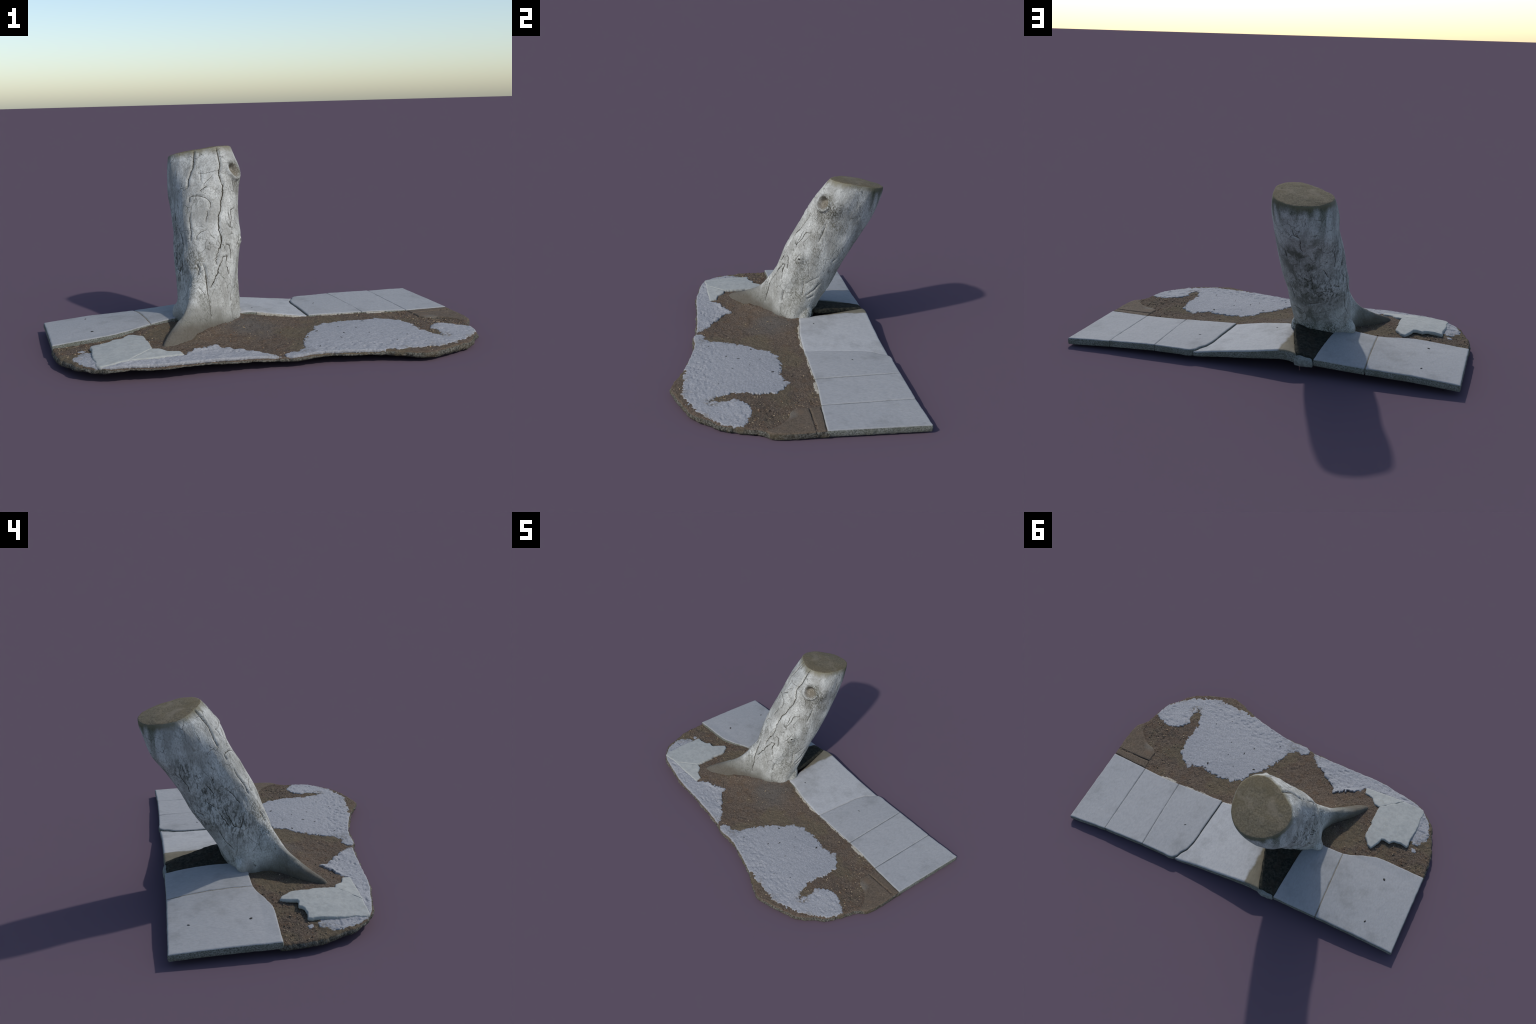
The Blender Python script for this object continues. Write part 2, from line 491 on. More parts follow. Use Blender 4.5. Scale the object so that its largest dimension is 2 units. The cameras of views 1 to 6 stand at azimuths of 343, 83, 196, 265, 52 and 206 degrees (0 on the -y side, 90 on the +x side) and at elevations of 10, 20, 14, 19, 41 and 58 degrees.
    b = M.math("ADD", b, M.math("MULTIPLY", hair, -0.7))
    return M.done(col, b, 0.4, 0.004)

def cut_material():
    M = Mat("weathered_cut_wood", 0.95, 0.15)
    n = M.noise(120, 5, 0.7)
    col = M.mix(M.ramp(n, 0.3, 0.7), lin(86, 79, 64), lin(115, 106, 88))
    col = M.mix(M.ramp(M.noise(7, 4), 0.42, 0.65, 0, 0.5), col, lin(92, 83, 62))
    col = M.mix(M.ramp(M.noise(10, 4, 0.6, 0.0, M.mapping(loc=(3, 1, 0))), 0.55, 0.7, 0, 0.5), col, lin(126, 116, 100))
    return M.done(col, M.math("ADD", n, M.noise(30, 4)), 0.3, 0.003)

def plain_material(name, c0, c1, scale=120):
    M = Mat(name, 0.95, 0.15)
    n = M.noise(scale, 4, 0.6)
    return M.done(M.mix(M.ramp(n, 0.3, 0.7), c0, c1), n, 0.4, 0.003)

m_slab = slab_material("slab_concrete")
m_slab_b = slab_material("lifted_slab_concrete", 1.18, True)
m_slab_c = slab_material("worn_slab_concrete", 1.0)
m_edge = slab_edge_material()
m_cement = cement_material()
m_plate = plate_material()
m_wall = crust_wall_material()
m_soil = soil_material()
m_dirty = dirty_slab_material()
m_dark = dark_earth_material()
m_bark = bark_material()
m_cut = cut_material()
m_crack = plain_material("bark_crack_dark_strip", lin(48, 45, 39), lin(72, 68, 59))
m_sand = plain_material("joint_sand", lin(108, 102, 90), lin(136, 130, 118), 200)
m_grout = plain_material("joint_grout", lin(92, 94, 94), lin(118, 120, 120), 200)
m_block = plain_material("grimy_concrete", lin(104, 107, 102), lin(134, 137, 133), 90)
m_mortar = plain_material("mortar", lin(126, 121, 110), lin(164, 160, 150), 200)

# ------------------------------------------------------------------ ground relief
soil_top = Sheet([
    (.99, .098, .037), (.77, .104, .036), (.62, .11, .043), (.527, .11, .048), (.38, .11, .055), (.243, .11, .060),
    (.08, .10, .078), (-.08, .13, .098), (-.19, .058, .096), (-.324, -.06, .091), (-.46, -.185, .081), (-.54, -.235, .080),
    (-.05, -.05, .069), (.10, -.02, .062), (-.15, -.20, .055), (0, -.30, .051), (.25, .04, .055), (.42, .04, .051), (.0, .05, .085), (-.14, .03, .092),
    (.447, -.082, .058), (.179, -.165, .058), (.282, -.241, .059), (.255, -.316, .056), (.42, -.32, .056), (.696, -.407, .048),
    (.533, -.012, .048), (.64, -.15, .050), (.66, .03, .036), (.72, -.06, .041), (.86, -.16, .031), (.83, -.10, .027), (.70, -.15, .049), (.78, -.2, .050), (.76, -.28, .052), (.95, -.18, .034), (.88, -.08, .030), (.80, .0, .031),
    (-.07, -.45, .045), (-.314, -.228, .062), (-.478, -.346, .068), (-.603, -.248, .078), (-.71, -.356, .073), (-.83, -.366, .058),
    (-.6, -.046, .078), (-.65, .03, .072), (-.75, .02, .064), (-.837, -.088, .062), (-.99, .04, .050), (-.90, .02, .054), (-.55, .10, .088), (-.43, .12, .096),
    (-.404, -.038, .086), (-.37, .06, .090), (-.75, -.2, .072), (-.50, .0, .080),
    (.5, -.58, .044), (.7, -.54, .042), (.85, -.42, .038), (.915, -.27, .034), (.28, -.5, .050), (.06, -.46, .052),
    (-.16, -.44, .053), (-.35, -.43, .062), (-.54, -.425, .065), (-.65, -.41, .062), (-.89, -.33, .056), (-.94, -.25, .056), (-.965, -.15, .054),
    (-.25, .25, .09), (.3, .3, .04), (-.7, .3, .05), (.8, .4, .02)])

rim = rounded([(.990, .10), (.991, .0), (.988, -.09), (.972, -.155), (.944, -.205), (.922, -.27), (.896, -.36), (.845, -.428),
               (.782, -.492), (.705, -.540), (.620, -.570), (.545, -.592), (.478, -.582), (.436, -.562), (.375, -.534), (.276, -.503),
               (.165, -.474), (.06, -.458), (-.03, -.462), (-.07, -.448), (-.16, -.436), (-.35, -.428), (-.54, -.424), (-.645, -.405),
               (-.765, -.386), (-.832, -.358), (-.880, -.316), (-.912, -.280), (-.935, -.230), (-.965, -.155), (-.985, -.075), (-.992, .03)], 5)
slab_inner = [(-1.0, .046), (-.89, .048), (-.786, .049), (-.718, .053), (-.641, .080), (-.585, .108), (-.53, .125), (-.43, .133), (-.30, .16),
              (-.137, .14), (.007, .123), (.085, .110), (.246, .112), (.308, .115), (.501, .117), (.616, .121), (.674, .116), (.776, .108), (1.0, .097)]
SIX, SIY = np.array(slab_inner).T
rim = rim[(rim[:, 1] < np.interp(rim[:, 0], SIX, SIY) - .004) & (np.abs(rim[:, 0]) < .9965)]
soil_outline = np.vstack([[(.9925, .10), (.9925, .0)], rim[rim[:, 1] < -.01 + .03 * (rim[:, 0] < 0)], [(-.9925, .03)], np.c_[SIX * .992, SIY + 0.012]])

big_patch = [(-.075, -.470), (-.055, -.415), (.005, -.396), (.045, -.362), (.076, -.272), (.14, -.170), (.179, -.132), (.208, -.072), (.263, -.036),
             (.307, -.044), (.344, -.024), (.403, -.038), (.461, -.040), (.52, -.030), (.545, -.008), (.576, -.032), (.611, -.054), (.640, -.094), (.636, -.134),
             (.648, -.166), (.642, -.226), (.632, -.286), (.648, -.344), (.664, -.385), (.692, -.412), (.708, -.372), (.708, -.326), (.700, -.296), (.735, -.242),
             (.781, -.220), (.815, -.217), (.861, -.243), (.915, -.276), (.908, -.321), (.893, -.361), (.840, -.418), (.786, -.460), (.722, -.500), (.686, -.512),
             (.613, -.540), (.547, -.528), (.492, -.528), (.440, -.535), (.372, -.515), (.335, -.54), (.2, -.52), (.06, -.49)]
front_patch = [(-.078, -.475), (-.085, -.440), (-.105, -.409), (-.154, -.363), (-.192, -.352), (-.227, -.312), (-.288, -.276), (-.312, -.228), (-.350, -.252),
               (-.390, -.282), (-.428, -.290), (-.480, -.335), (-.60, -.26), (-.70, -.20), (-.80, -.135), (-.84, -.130), (-.873, -.118), (-.908, -.143), (-.922, -.178),
               (-.918, -.245), (-.902, -.285), (-.86, -.345), (-.80, -.40), (-.60, -.46), (-.3, -.47)]

def soil_field(X, Y):
    f = polygon_distance(soil_outline, X, Y)
    edge = np.interp(X, SIX, SIY)
    rag = fbm(X * 38, Y * 38, 0.3, 3, 3) * 0.006 + fbm(X * 14, Y * 14, 2.3, 2, 4) * 0.006
    return f + rag * smooth(0.02, 0.06, edge - Y)

def soil_surface(x, y):
    z = soil_top(x, y)
    for P in (big_patch, front_patch):
        z = z - 0.008 * smooth(0.006, 0.03, polygon_distance(P, x, y))
    z = z + fbm(x * 26, y * 26, 1.7, 4, 11, 0.6) * 0.0042 + fbm(x * 95, y * 95, .2, 3, 12, 0.7) * 0.0030
    z = z + 0.004 * np.maximum(0, fbm(x * 60, y * 60, 5.1, 2, 13)) * smooth(-0.45, -0.6, x)       # lumpier at the broken end
    # earth banked against the foot of the trunk
    foot = np.array([(-.11, .15), (-.17, .06), (-.235, -.015), (-.305, -.075), (-.36, -.125)])
    d = np.full(np.shape(x), 9.0)
    for (ax, ay), (bx, by) in zip(foot[:-1], foot[1:]):
        t = np.clip(((x - ax) * (bx - ax) + (y - ay) * (by - ay)) / ((bx - ax) ** 2 + (by - ay) ** 2), 0, 1)
        d = np.minimum(d, np.hypot(x - ax - t * (bx - ax), y - ay - t * (by - ay)))
    z = z + 0.010 * np.exp(-(d / .028) ** 2)
    # shallow run-off channel beside the cement
    d = np.hypot((x - .69) / 1.0, (y + .10) / 2.0)
    z = z - 0.003 * np.exp(-((d - .06) / .03) ** 2)
    return z

def shell_bottom(x, y):
    t = soil_top(x, y)
    thick = 0.022 + 0.012 * smooth(0.2, 0.9, x) + 0.01 * smooth(-.8, -.95, x) * smooth(-.3, -.1, y)
    return np.maximum(t - thick + fbm(x * 12, y * 12, 9.0, 3, 21) * 0.005, 0.0)

soil = crust("soil", soil_field, (-1.02, 1.02, -.64, .2), 0.004, soil_surface, shell_bottom, [m_soil, m_wall],
             rows=5, wall=0.006, edge=0.012, edge_drop=0.006, seed=1, smooth_angle=0)

# ------------------------------------------------------------------ cement skins on the soil
def patch_field(outline, seed, amp=0.011):
    P = np.array(outline)
    def f(X, Y):
        d = polygon_distance(P, X, Y)
        d = d + fbm(X * 30, Y * 30, seed, 3, seed, 0.6) * amp * 1.1 + fbm(X * 95, Y * 95, seed, 2, seed + 3, 0.8) * amp * 1.15
        rimd = polygon_distance(soil_outline, X, Y) - 0.0035 + fbm(X * 50, Y * 50, 3.1, 2, 9) * 0.003
        return np.minimum(d, rimd)
    return f

def cement_relief(x, y):
    """trowelled and nearly smooth in the middle, torn into pits near its borders"""
    torn = 0.12 + 0.88 * np.maximum(np.maximum(smooth(-.27, -.45, y), smooth(.17, .0, x)), smooth(.66, .74, x))
    r = fbm(x * 26, y * 34, 4.4, 4, 31, 0.6)
    pits = np.minimum(0, fbm(x * 44, y * 60, 7.7, 3, 33) + 0.12)
    return torn * (0.0030 * r + 0.008 * pits) + 0.0012 * fbm(x * 60, y * 90, 1.2, 2, 35)

def patch_top(x, y):
    lip = np.array([(-.192, -.352), (-.227, -.312), (-.288, -.276), (-.312, -.228), (-.350, -.252), (-.390, -.282), (-.428, -.290)])   # torn lip by the root
    d = np.full(np.shape(x), 9.0)
    for (ax, ay), (bx, by) in zip(lip[:-1], lip[1:]):
        t = np.clip(((x - ax) * (bx - ax) + (y - ay) * (by - ay)) / ((bx - ax) ** 2 + (by - ay) ** 2), 0, 1)
        d = np.minimum(d, np.hypot(x - ax - t * (bx - ax), y - ay - t * (by - ay)))
    up = 0.007 * np.exp(-(d / .03) ** 2) * (0.7 + 0.6 * vnoise(np.asarray(x) * 40, np.asarray(y) * 40, 0.0, 44))
    return soil_top(x, y) + 0.0035 + cement_relief(x, y) + up

def patch_under(x, y):
    return soil_top(x, y) - 0.012

crust("cement_patch", patch_field(big_patch, 41), (-.12, .97, -.62, .04), 0.003, patch_top, patch_under, [m_cement, m_cement],
      rows=2, wall=0.002, edge=0.006, edge_drop=0.003, seed=2, smooth_angle=0)
crust("cement_patch", patch_field(front_patch, 42, 0.009), (-.98, -.05, -.5, -.08), 0.003, patch_top, patch_under, [m_cement, m_cement],
      rows=2, wall=0.002, edge=0.006, edge_drop=0.003, seed=3, smooth_angle=0)
crust("cement_patch", patch_field([(-.875, -.07), (-.86, -.095), (-.885, -.10), (-.90, -.08)], 43, 0.008), (-.94, -.82, -.13, -.04), 0.003, patch_top, patch_under,
      [m_cement, m_cement], rows=2, wall=0.002, edge=0.006, edge_drop=0.003, seed=4, smooth_angle=0)

def broken_field(outline, seed, amp=0.003):
    P = np.array(outline)
    return lambda X, Y: polygon_distance(P, X, Y) + fbm(X * 40, Y * 40, seed, 4, seed, 0.65) * amp * 1.6

# ------------------------------------------------------------------ broken plates of render
plate_top = Sheet([(-.603, -.248, .091), (-.71, -.352, .081), (-.835, -.362, .067), (-.597, -.046, .091), (-.649, .011, .087),
                   (-.687, -.052, .095), (-.837, -.088, .081), (-.75, -.2, .088)], 5e-4)
facet_top = Sheet([(-.478, -.346, .075), (-.603, -.248, .090), (-.71, -.352, .081), (-.55, -.300, .083)], 5e-4)

plate_a = crust("render_plate", broken_field([(-.602, -.252), (-.715, -.350), (-.832, -.358), (-.850, -.330), (-.842, -.294), (-.848, -.239), (-.842, -.156), (-.839, -.083),
                                    (-.80, -.088), (-.755, -.078), (-.739, -.060), (-.71, -.066), (-.692, -.058), (-.683, -.025), (-.658, .012), (-.636, .004), (-.597, -.048), (-.604, -.11), (-.598, -.167)], 51),
      (-.88, -.56, -.4, .05), 0.003, lambda x, y: plate_top(x, y) + fbm(x * 20, y * 20, 0, 3, 52) * .0015,
      lambda x, y: plate_top(x, y) - 0.018, [m_plate, m_plate], rows=3, wall=0.0025, edge=0.004, edge_drop=0.003, seed=6)
crust("render_plate", broken_field([(-.482, -.343), (-.55, -.348), (-.716, -.3515), (-.600, -.2485), (-.565, -.256), (-.542, -.290), (-.492, -.306)], 53),
      (-.74, -.45, -.38, -.22), 0.003, lambda x, y: facet_top(x, y) + fbm(x * 24, y * 24, 0, 3, 54) * .0015,
      lambda x, y: facet_top(x, y) - 0.018, [m_plate, m_plate], rows=3, wall=0.0025, edge=0.004, edge_drop=0.003, seed=7)

# ------------------------------------------------------------------ paving slabs
OUT_X = np.array([-1.0, -.55, -.30, -.13, .016, .164, .32, .52, .77, 1.0])
OUT_Y = np.array([.525, .525, .529, .530, .535, .541, .553, .557, .565, .5815])

def ramp_between(inner, outer, crown=0.0):
    ix, iz = np.array(sorted(inner)).T
    ox, oz = np.array(sorted(outer)).T
    def z(x, y):
        t = np.clip((y - .11) / .43, -0.1, 1.1)
        return np.interp(x, ix, iz) * (1 - t) + np.interp(x, ox, oz) * t + (crown(x) if callable(crown) else crown) * np.clip(4 * t * (1 - t), 0, 1)
    return z

def slab(outline, top, thick, mats, seed, edge=0.005, drop=0.004, parent=None, name="paving_slab", wob=0.0012):
    P = np.array(outline)
    f = lambda X, Y: polygon_distance(P, X, Y) + fbm(X * 30, Y * 30, seed, 3, seed) * wob
    b = (P[:, 0].min() - .01, P[:, 0].max() + .01, P[:, 1].min() - .01, P[:, 1].max() + .01)
    t2 = lambda x, y: top(x, y) + fbm(x * 9, y * 9, 0, 3, seed) * 0.0012 + fbm(x * 70, y * 40, 0, 2, seed + 1) * 0.0004
    return crust(name, f, b, 0.004, t2, lambda x, y: top(x, y) - thick(x, y), mats, rows=5, wall=0.0022, edge=edge, edge_drop=drop, seed=seed, smooth_angle=50, parent=parent)

def inner_run(x0, x1, n=5):
    return [(x, float(np.interp(x, SIX, SIY))) for x in np.linspace(x0, x1, n)]

def outer_run(x0, x1, n=4):
    return [(x, float(np.interp(x, OUT_X, OUT_Y))) for x in np.linspace(x0, x1, n)]

g = 0.0008                                              # half a joint
std = lambda x, y: 0.034 + 0 * x
S1 = ramp_between([(.77, .0435), (.995, .041)], [(.77, .051), (.995, .042)])
S2 = ramp_between([(.527, .056), (.77, .044)], [(.521, .061), (.77, .052)])
S3 = ramp_between([(.24, .069), (.527, .056)], [(.24, .060), (.32, .060), (.521, .061)], 0.003)
S4 = ramp_between([(-.3, .134), (-.09, .120), (.08, .092), (.25, .061), (.3, .053)], [(-.3, .120), (-.124, .113), (.016, .091), (.164, .071), (.294, .053)], 0.002)
S5 = ramp_between([(-.2, .127), (-.33, .122), (-.43, .112), (-.54, .098)], [(-.2, .088), (-.297, .084), (-.549, .072)], lambda x: np.interp(x, [-.55, -.3], [.014, .017]))
S6 = ramp_between([(-.53, .099), (-.65, .090), (-.75, .083), (-.995, .065)], [(-.549, .072), (-.78, .068), (-.996, .055)], lambda x: np.interp(x, [-1, -.75, -.55], [.003, .010, .014]))

slab(inner_run(.772 + g, .9945) + outer_run(.9965, .769 + g), S1, std, [m_slab, m_edge], 61)
slab(inner_run(.532 + g, .772 - g) + outer_run(.769 - g, .521 + g), S2, std, [m_slab, m_edge], 62)
slab(inner_run(.2445, .532 - g) + outer_run(.521 - g, .385) + [(.350, .558), (.327, .553), (.308, .533), (.300, .508), (.276, .474), (.262, .41), (.257, .306)], S3, std, [m_slab_c, m_edge], 63)

def lifted_top(x, y):
    z = S4(x, y)
    e = np.interp(y, [.1, .3, .42, .535], [-.10, -.137, -.176, -.214])      # where the end breaks off
    return z - 0.012 * smooth(0.075, 0.0, x - e) ** 2
slab(inner_run(-.10, .2415) + [(.254, .306), (.259, .41), (.273, .476), (.297, .510), (.306, .537), (.318, .5505)] + outer_run(.30, -.19)
     + [(-.212, .528), (-.176, .42), (-.137, .30), (-.105, .18)], lifted_top, lambda x, y: np.interp(x, [-.15, .3], [.050, .026]), [m_slab_b, m_edge], 64, 0.010, 0.007)
slab([(-.420, .130), (-.33, .195), (-.322, .23), (-.312, .375), (-.298, .529)] + outer_run(-.31, -.548 + g) + inner_run(-.535 + g, -.43, 4), S5, std, [m_slab, m_edge], 65)
slab(outer_run(-.551 - g, -.9965, 4)[::1] + inner_run(-.9935, -.535 - g, 14), S6, std, [m_slab_c, m_edge], 66)

# sand swept into the joints
def joint(xi, xo, top, mat, seed):
    yi, yo = float(np.interp(xi, SIX, SIY)) + .004, float(np.interp(xo, OUT_X, OUT_Y)) - .003
    w = .002
    crust("joint_filler", broken_field([(xi - w, yi), (xi + w, yi), (xo + w, yo), (xo - w, yo)], seed, .0004), (min(xi, xo) - .01, max(xi, xo) + .01, yi - .01, yo + .01), 0.002,
          lambda x, y: top(x, y) - .0020 + fbm(x * 80, y * 80, 0, 2, seed) * .0006, lambda x, y: top(x, y) - .02, [mat, mat], rows=1, wall=.0005, edge=0, seed=seed)
joint(-.535, -.549, S5, m_sand, 75)
joint(.772, .769, S1, m_grout, 76)
joint(.532, .521, S2, m_grout, 77)

# earth-stained slab in line with the end one, cut by a groove
def stained(outline, seed):
    return slab(outline, lambda x, y: np.interp(y, [-.2, .1], [.034, .0405]) + 0 * x, lambda x, y: 0.033 + 0 * x, [m_dirty, m_wall], seed, 0.006, 0.006, name="stained_slab", wob=0.003)
stained([(.995, .0535), (.9945, .0945), (.776, .1055), (.781, .0515)], 71)
stained([(.996, .0495), (.996, -.085), (.984, -.150), (.958, -.180), (.944, -.165), (.930, -.127), (.895, -.085), (.855, -.058), (.815, -.046), (.778, -.018), (.7805, .047)], 72)

# loose block and near-black earth wedged in the break between the lifted slab and its neighbour
def gap_top(x, y):
    """earth squeezed up between the two slab ends"""
    t = np.clip((-.12 - x) / .20, 0, 1)
    z = np.interp(y, [.15, .24, .50, .55], [.148, .142, .112, .104]) + 0.010 * (1 - t) - 0.020 * t ** 1.5
    return z + fbm(x * 30, y * 20, 0, 4, 81) * 0.004
crust("gap_earth", broken_field([(-.150, .19), (-.128, .235), (-.137, .30), (-.176, .42), (-.206, .522), (-.30, .520), (-.314, .375), (-.326, .23), (-.31, .18)], 82, .002), (-.36, -.08, .1, .56), 0.004,
      gap_top, lambda x, y: gap_top(x, y) - .03, [m_dark, m_dark], rows=3, wall=.003, edge=.01, edge_drop=.004, seed=83, smooth_angle=0)
crust("loose_block", broken_field([(-.198, .500), (-.202, .530), (-.24, .537), (-.275, .536), (-.294, .531), (-.292, .498), (-.25, .485)], 84, .002), (-.31, -.2, .47, .57), 0.003,
      lambda x, y: .092 + (x + .25) * .12 + fbm(x * 40, y * 40, 0, 3, 85) * .002, lambda x, y: .044 + 0 * x, [m_block, m_block], rows=6, wall=.003, edge=.022, edge_drop=.016, seed=86)
crust("slab_splinter", broken_field([(-.285, .44), (-.295, .47), (-.290, .50), (-.279, .485), (-.276, .455)], 87, .004), (-.31, -.26, .42, .52), 0.002,
      lambda x, y: .084 + (0.5 - y) * .1, lambda x, y: .070 + 0 * x, [m_slab, m_slab], rows=2, wall=.001, edge=.003, edge_drop=.002, seed=88)

# smeared mortar along the inner arris of the slabs
def mortar(x0, x1, w, seed, top):
    xs = np.linspace(x0, x1, 14)
    lo = [(x, float(np.interp(x, SIX, SIY)) - w * (0.35 + 0.65 * abs(vnoise(x * 25, 0, 0, seed)))) for x in xs]
    hi = [(x, float(np.interp(x, SIX, SIY)) + .002) for x in xs[::-1]]
    crust("mortar_smear", broken_field(lo + hi, seed, .007), (x0 - .02, x1 + .02, .06, .16), 0.003,
          lambda x, y: np.maximum(top(x, y) - .003 - (np.interp(x, SIX, SIY) - y) * .35, soil_top(x, y) + .002) + fbm(x * 60, y * 60, 0, 2, seed) * .0015,
          lambda x, y: soil_top(x, y) - .01, [m_mortar, m_mortar], rows=2, wall=.001, edge=.004, edge_drop=.003, seed=seed, smooth_angle=0)
mortar(.31, .52, .010, 91, S3)
mortar(.56, .66, .016, 92, S2)
mortar(-.02, .22, .013, 93, S4)

# ------------------------------------------------------------------ trunk
#         z     cx      cy      r      a2      b2      a3      b3     (radius harmonics of the horizontal section)
LEVELS = np.array([
    (0.04, -.2450, .1080, .1310, .0110, .0060, .0000, .0000),
    (0.09, -.2450, .1160, .1310, .0110, .0070, .0000, .0000),
    (0.18, -.2455, .1340, .1410, .0080, .0080, .0000, .0060),
    (0.28, -.2388, .1684, .1525, -.0055, .0098, -.0020, .0113),
    (0.38, -.2308, .2109, .1634, -.0082, .0075, .0014, .0046),
    (0.48, -.2157, .2494, .1711, -.0096, .0071, .0003, .0008),
    (0.58, -.2095, .3065, .1727, -.0102, .0061, .0005, .0017),
    (0.68, -.2004, .3637, .1763, -.0117, -.0030, .0020, .0008),
    (0.78, -.1883, .3980, .1727, -.0058, -.0094, -.0048, -.0024),
    (0.92, -.1868, .4640, .1370, -.0021, -.0127, -.0129, .0009)])

def level(z):
    L = LEVELS
    i = int(np.clip(np.searchsorted(L[:, 0], z) - 1, 0, len(L) - 2))
    t = (z - L[i, 0]) / (L[i + 1, 0] - L[i, 0])
    h = L[i + 1, 0] - L[i, 0]
    def slope(k):
        a, b = max(k - 1, 0), min(k + 1, len(L) - 1)
        return (L[b] - L[a]) / (L[b, 0] - L[a, 0])
    m0, m1 = slope(i) * h, slope(i + 1) * h
    return (2 * t ** 3 - 3 * t ** 2 + 1) * L[i] + (t ** 3 - 2 * t ** 2 + t) * m0 + (-2 * t ** 3 + 3 * t ** 2) * L[i + 1] + (t ** 3 - t ** 2) * m1

def cut_plane(x, y):
    return 0.9634 + 0.0844 * x - 0.1783 * y

def trunk_point(z, th):
    q = level(z)
    r = q[3] + q[4] * math.cos(2 * th) + q[5] * math.sin(2 * th) + q[6] * math.cos(3 * th) + q[7] * math.sin(3 * th)
    r += (0.014 if math.sin(th) > 0 else 0.004) * max(0.0, -math.sin(2 * th)) ** 2 * float(smooth(.25, .45, z) * smooth(.92, .75, z))   # flattened diagonal
    d = math.degrees(th) % 360
    r += (0.0055 * math.exp(-((d - 231) / 14) ** 2) - 0.006 * math.exp(-((d - 206) / 14) ** 2)) * float(smooth(.2, .35, z) * smooth(.85, .65, z))  # squared shaded face
    def face(deg, width, amount, z0, z1):
        dd = (d - deg + 180) % 360 - 180
        return amount * math.exp(-(dd / width) ** 2) * float(smooth(z0 - .1, z0 + .05, z) * smooth(z1 + .1, z1 - .05, z))
    r += face(8, 24, -.009, .50, .78) + face(186, 22, -.006, .38, .66) + face(-50, 16, .004, .40, .62) + face(95, 30, .010, .79, 1.2) + face(-38, 20, -.012, .08, .22)
    return q[1] + r * math.cos(th), q[2] + r * math.sin(th)

def build_trunk_body():
    NT, NZ = 160, 110
    verts, faces = [], []
    tops = []
    for j in range(NT):
        th = 2 * math.pi * j / NT
        z = 0.87
        for _ in range(12):
            z = cut_plane(*trunk_point(z, th))
        tops.append(z)
    for k in range(NZ + 1):
        for j in range(NT):
            th = 2 * math.pi * j / NT
            z = 0.045 + (tops[j] - 0.045) * (k / NZ)
            x, y = trunk_point(z, th)
            verts.append((x, y, z))
    for k in range(NZ):
        for j in range(NT):
            a, b = k * NT + j, k * NT + (j + 1) % NT
            faces.append((a, b, b + NT, a + NT))
    topring = [verts[NZ * NT + j] for j in range(NT)]
    cx, cy = sum(v[0] for v in topring) / NT, sum(v[1] for v in topring) / NT
    prev = NZ * NT
    for s in (0.96, 0.85, 0.6, 0.3):
        start = len(verts)
        for v in topring:
            x, y = cx + (v[0] - cx) * s, cy + (v[1] - cy) * s
            verts.append((x, y, cut_plane(x, y) + 0.010 * (1 - s ** 2.5)))
        for j in range(NT):
            faces.append((prev + j, prev + (j + 1) % NT, start + (j + 1) % NT, start + j))
        prev = start
    faces.append(tuple(prev + j for j in range(NT)))
    faces.append(tuple(reversed(range(NT))))
    return verts, faces

def build_root_fin():
    """buttress root: stations of (outer foot, crest, inner foot)"""
    st = [((-.30, .12, .06), (-.245, .08, .41), (-.15, .05, .06)),
          ((-.350, .09, .06), (-.318, .030, .338), (-.175, .025, .06)),
          ((-.374, .03, .06), (-.349, -.016, .264), (-.235, -.018, .06)),
          ((-.402, -.028, .06), (-.390, -.055, .206), (-.305, -.072, .06)),
          ((-.440, -.072, .06), (-.438, -.097, .164), (-.358, -.122, .06)),
          ((-.490, -.128, .06), (-.484, -.148, .131), (-.415, -.166, .06)),
          ((-.532, -.188, .055), (-.520, -.200, .105), (-.470, -.210, .055)),
          ((-.548, -.215, .050), (-.540, -.226, .084), (-.510, -.230, .050))]
    S = np.array(st)
    # smooth the stations
    fine = []
    for i in range(len(S) - 1):
        a, b, c, d = S[max(i - 1, 0)], S[i], S[i + 1], S[min(i + 2, len(S) - 1)]
        for k in range(6):
            t = k / 6
            fine.append(0.5 * ((2 * b) + (c - a) * t + (2 * a - 5 * b + 4 * c - d) * t * t + (3 * b - a - 3 * c + d) * t ** 3))
    fine.append(S[-1])
    NP = 18
    verts, faces = [], []
    for A, Cc, Bb in fine:
        mid = (A + Bb) / 2
        for k in range(NP):
            s = k / (NP - 1)
            ang = math.pi * s
            # rounded triangle: half ellipse leaning to the crest
            e = A * ((1 + math.cos(ang)) / 2) + Bb * ((1 - math.cos(ang)) / 2)
            h = math.sin(ang) ** 1.05
            lean = (Cc[:2] - mid[:2]) * h
            z = A[2] + (Cc[2] - A[2]) * h
            verts.append((e[0] + lean[0], e[1] + lean[1], z))
    n = len(fine)
    for i in range(n - 1):
        for k in range(NP - 1):
            a = i * NP + k
            faces.append((a, a + 1, a + NP + 1, a + NP))
        faces.append((i * NP + NP - 1, i * NP, (i + 1) * NP, (i + 1) * NP + NP - 1))
    faces.append(tuple(range(NP)))
    faces.append(tuple((n - 1) * NP + k for k in reversed(range(NP))))
    return verts, faces

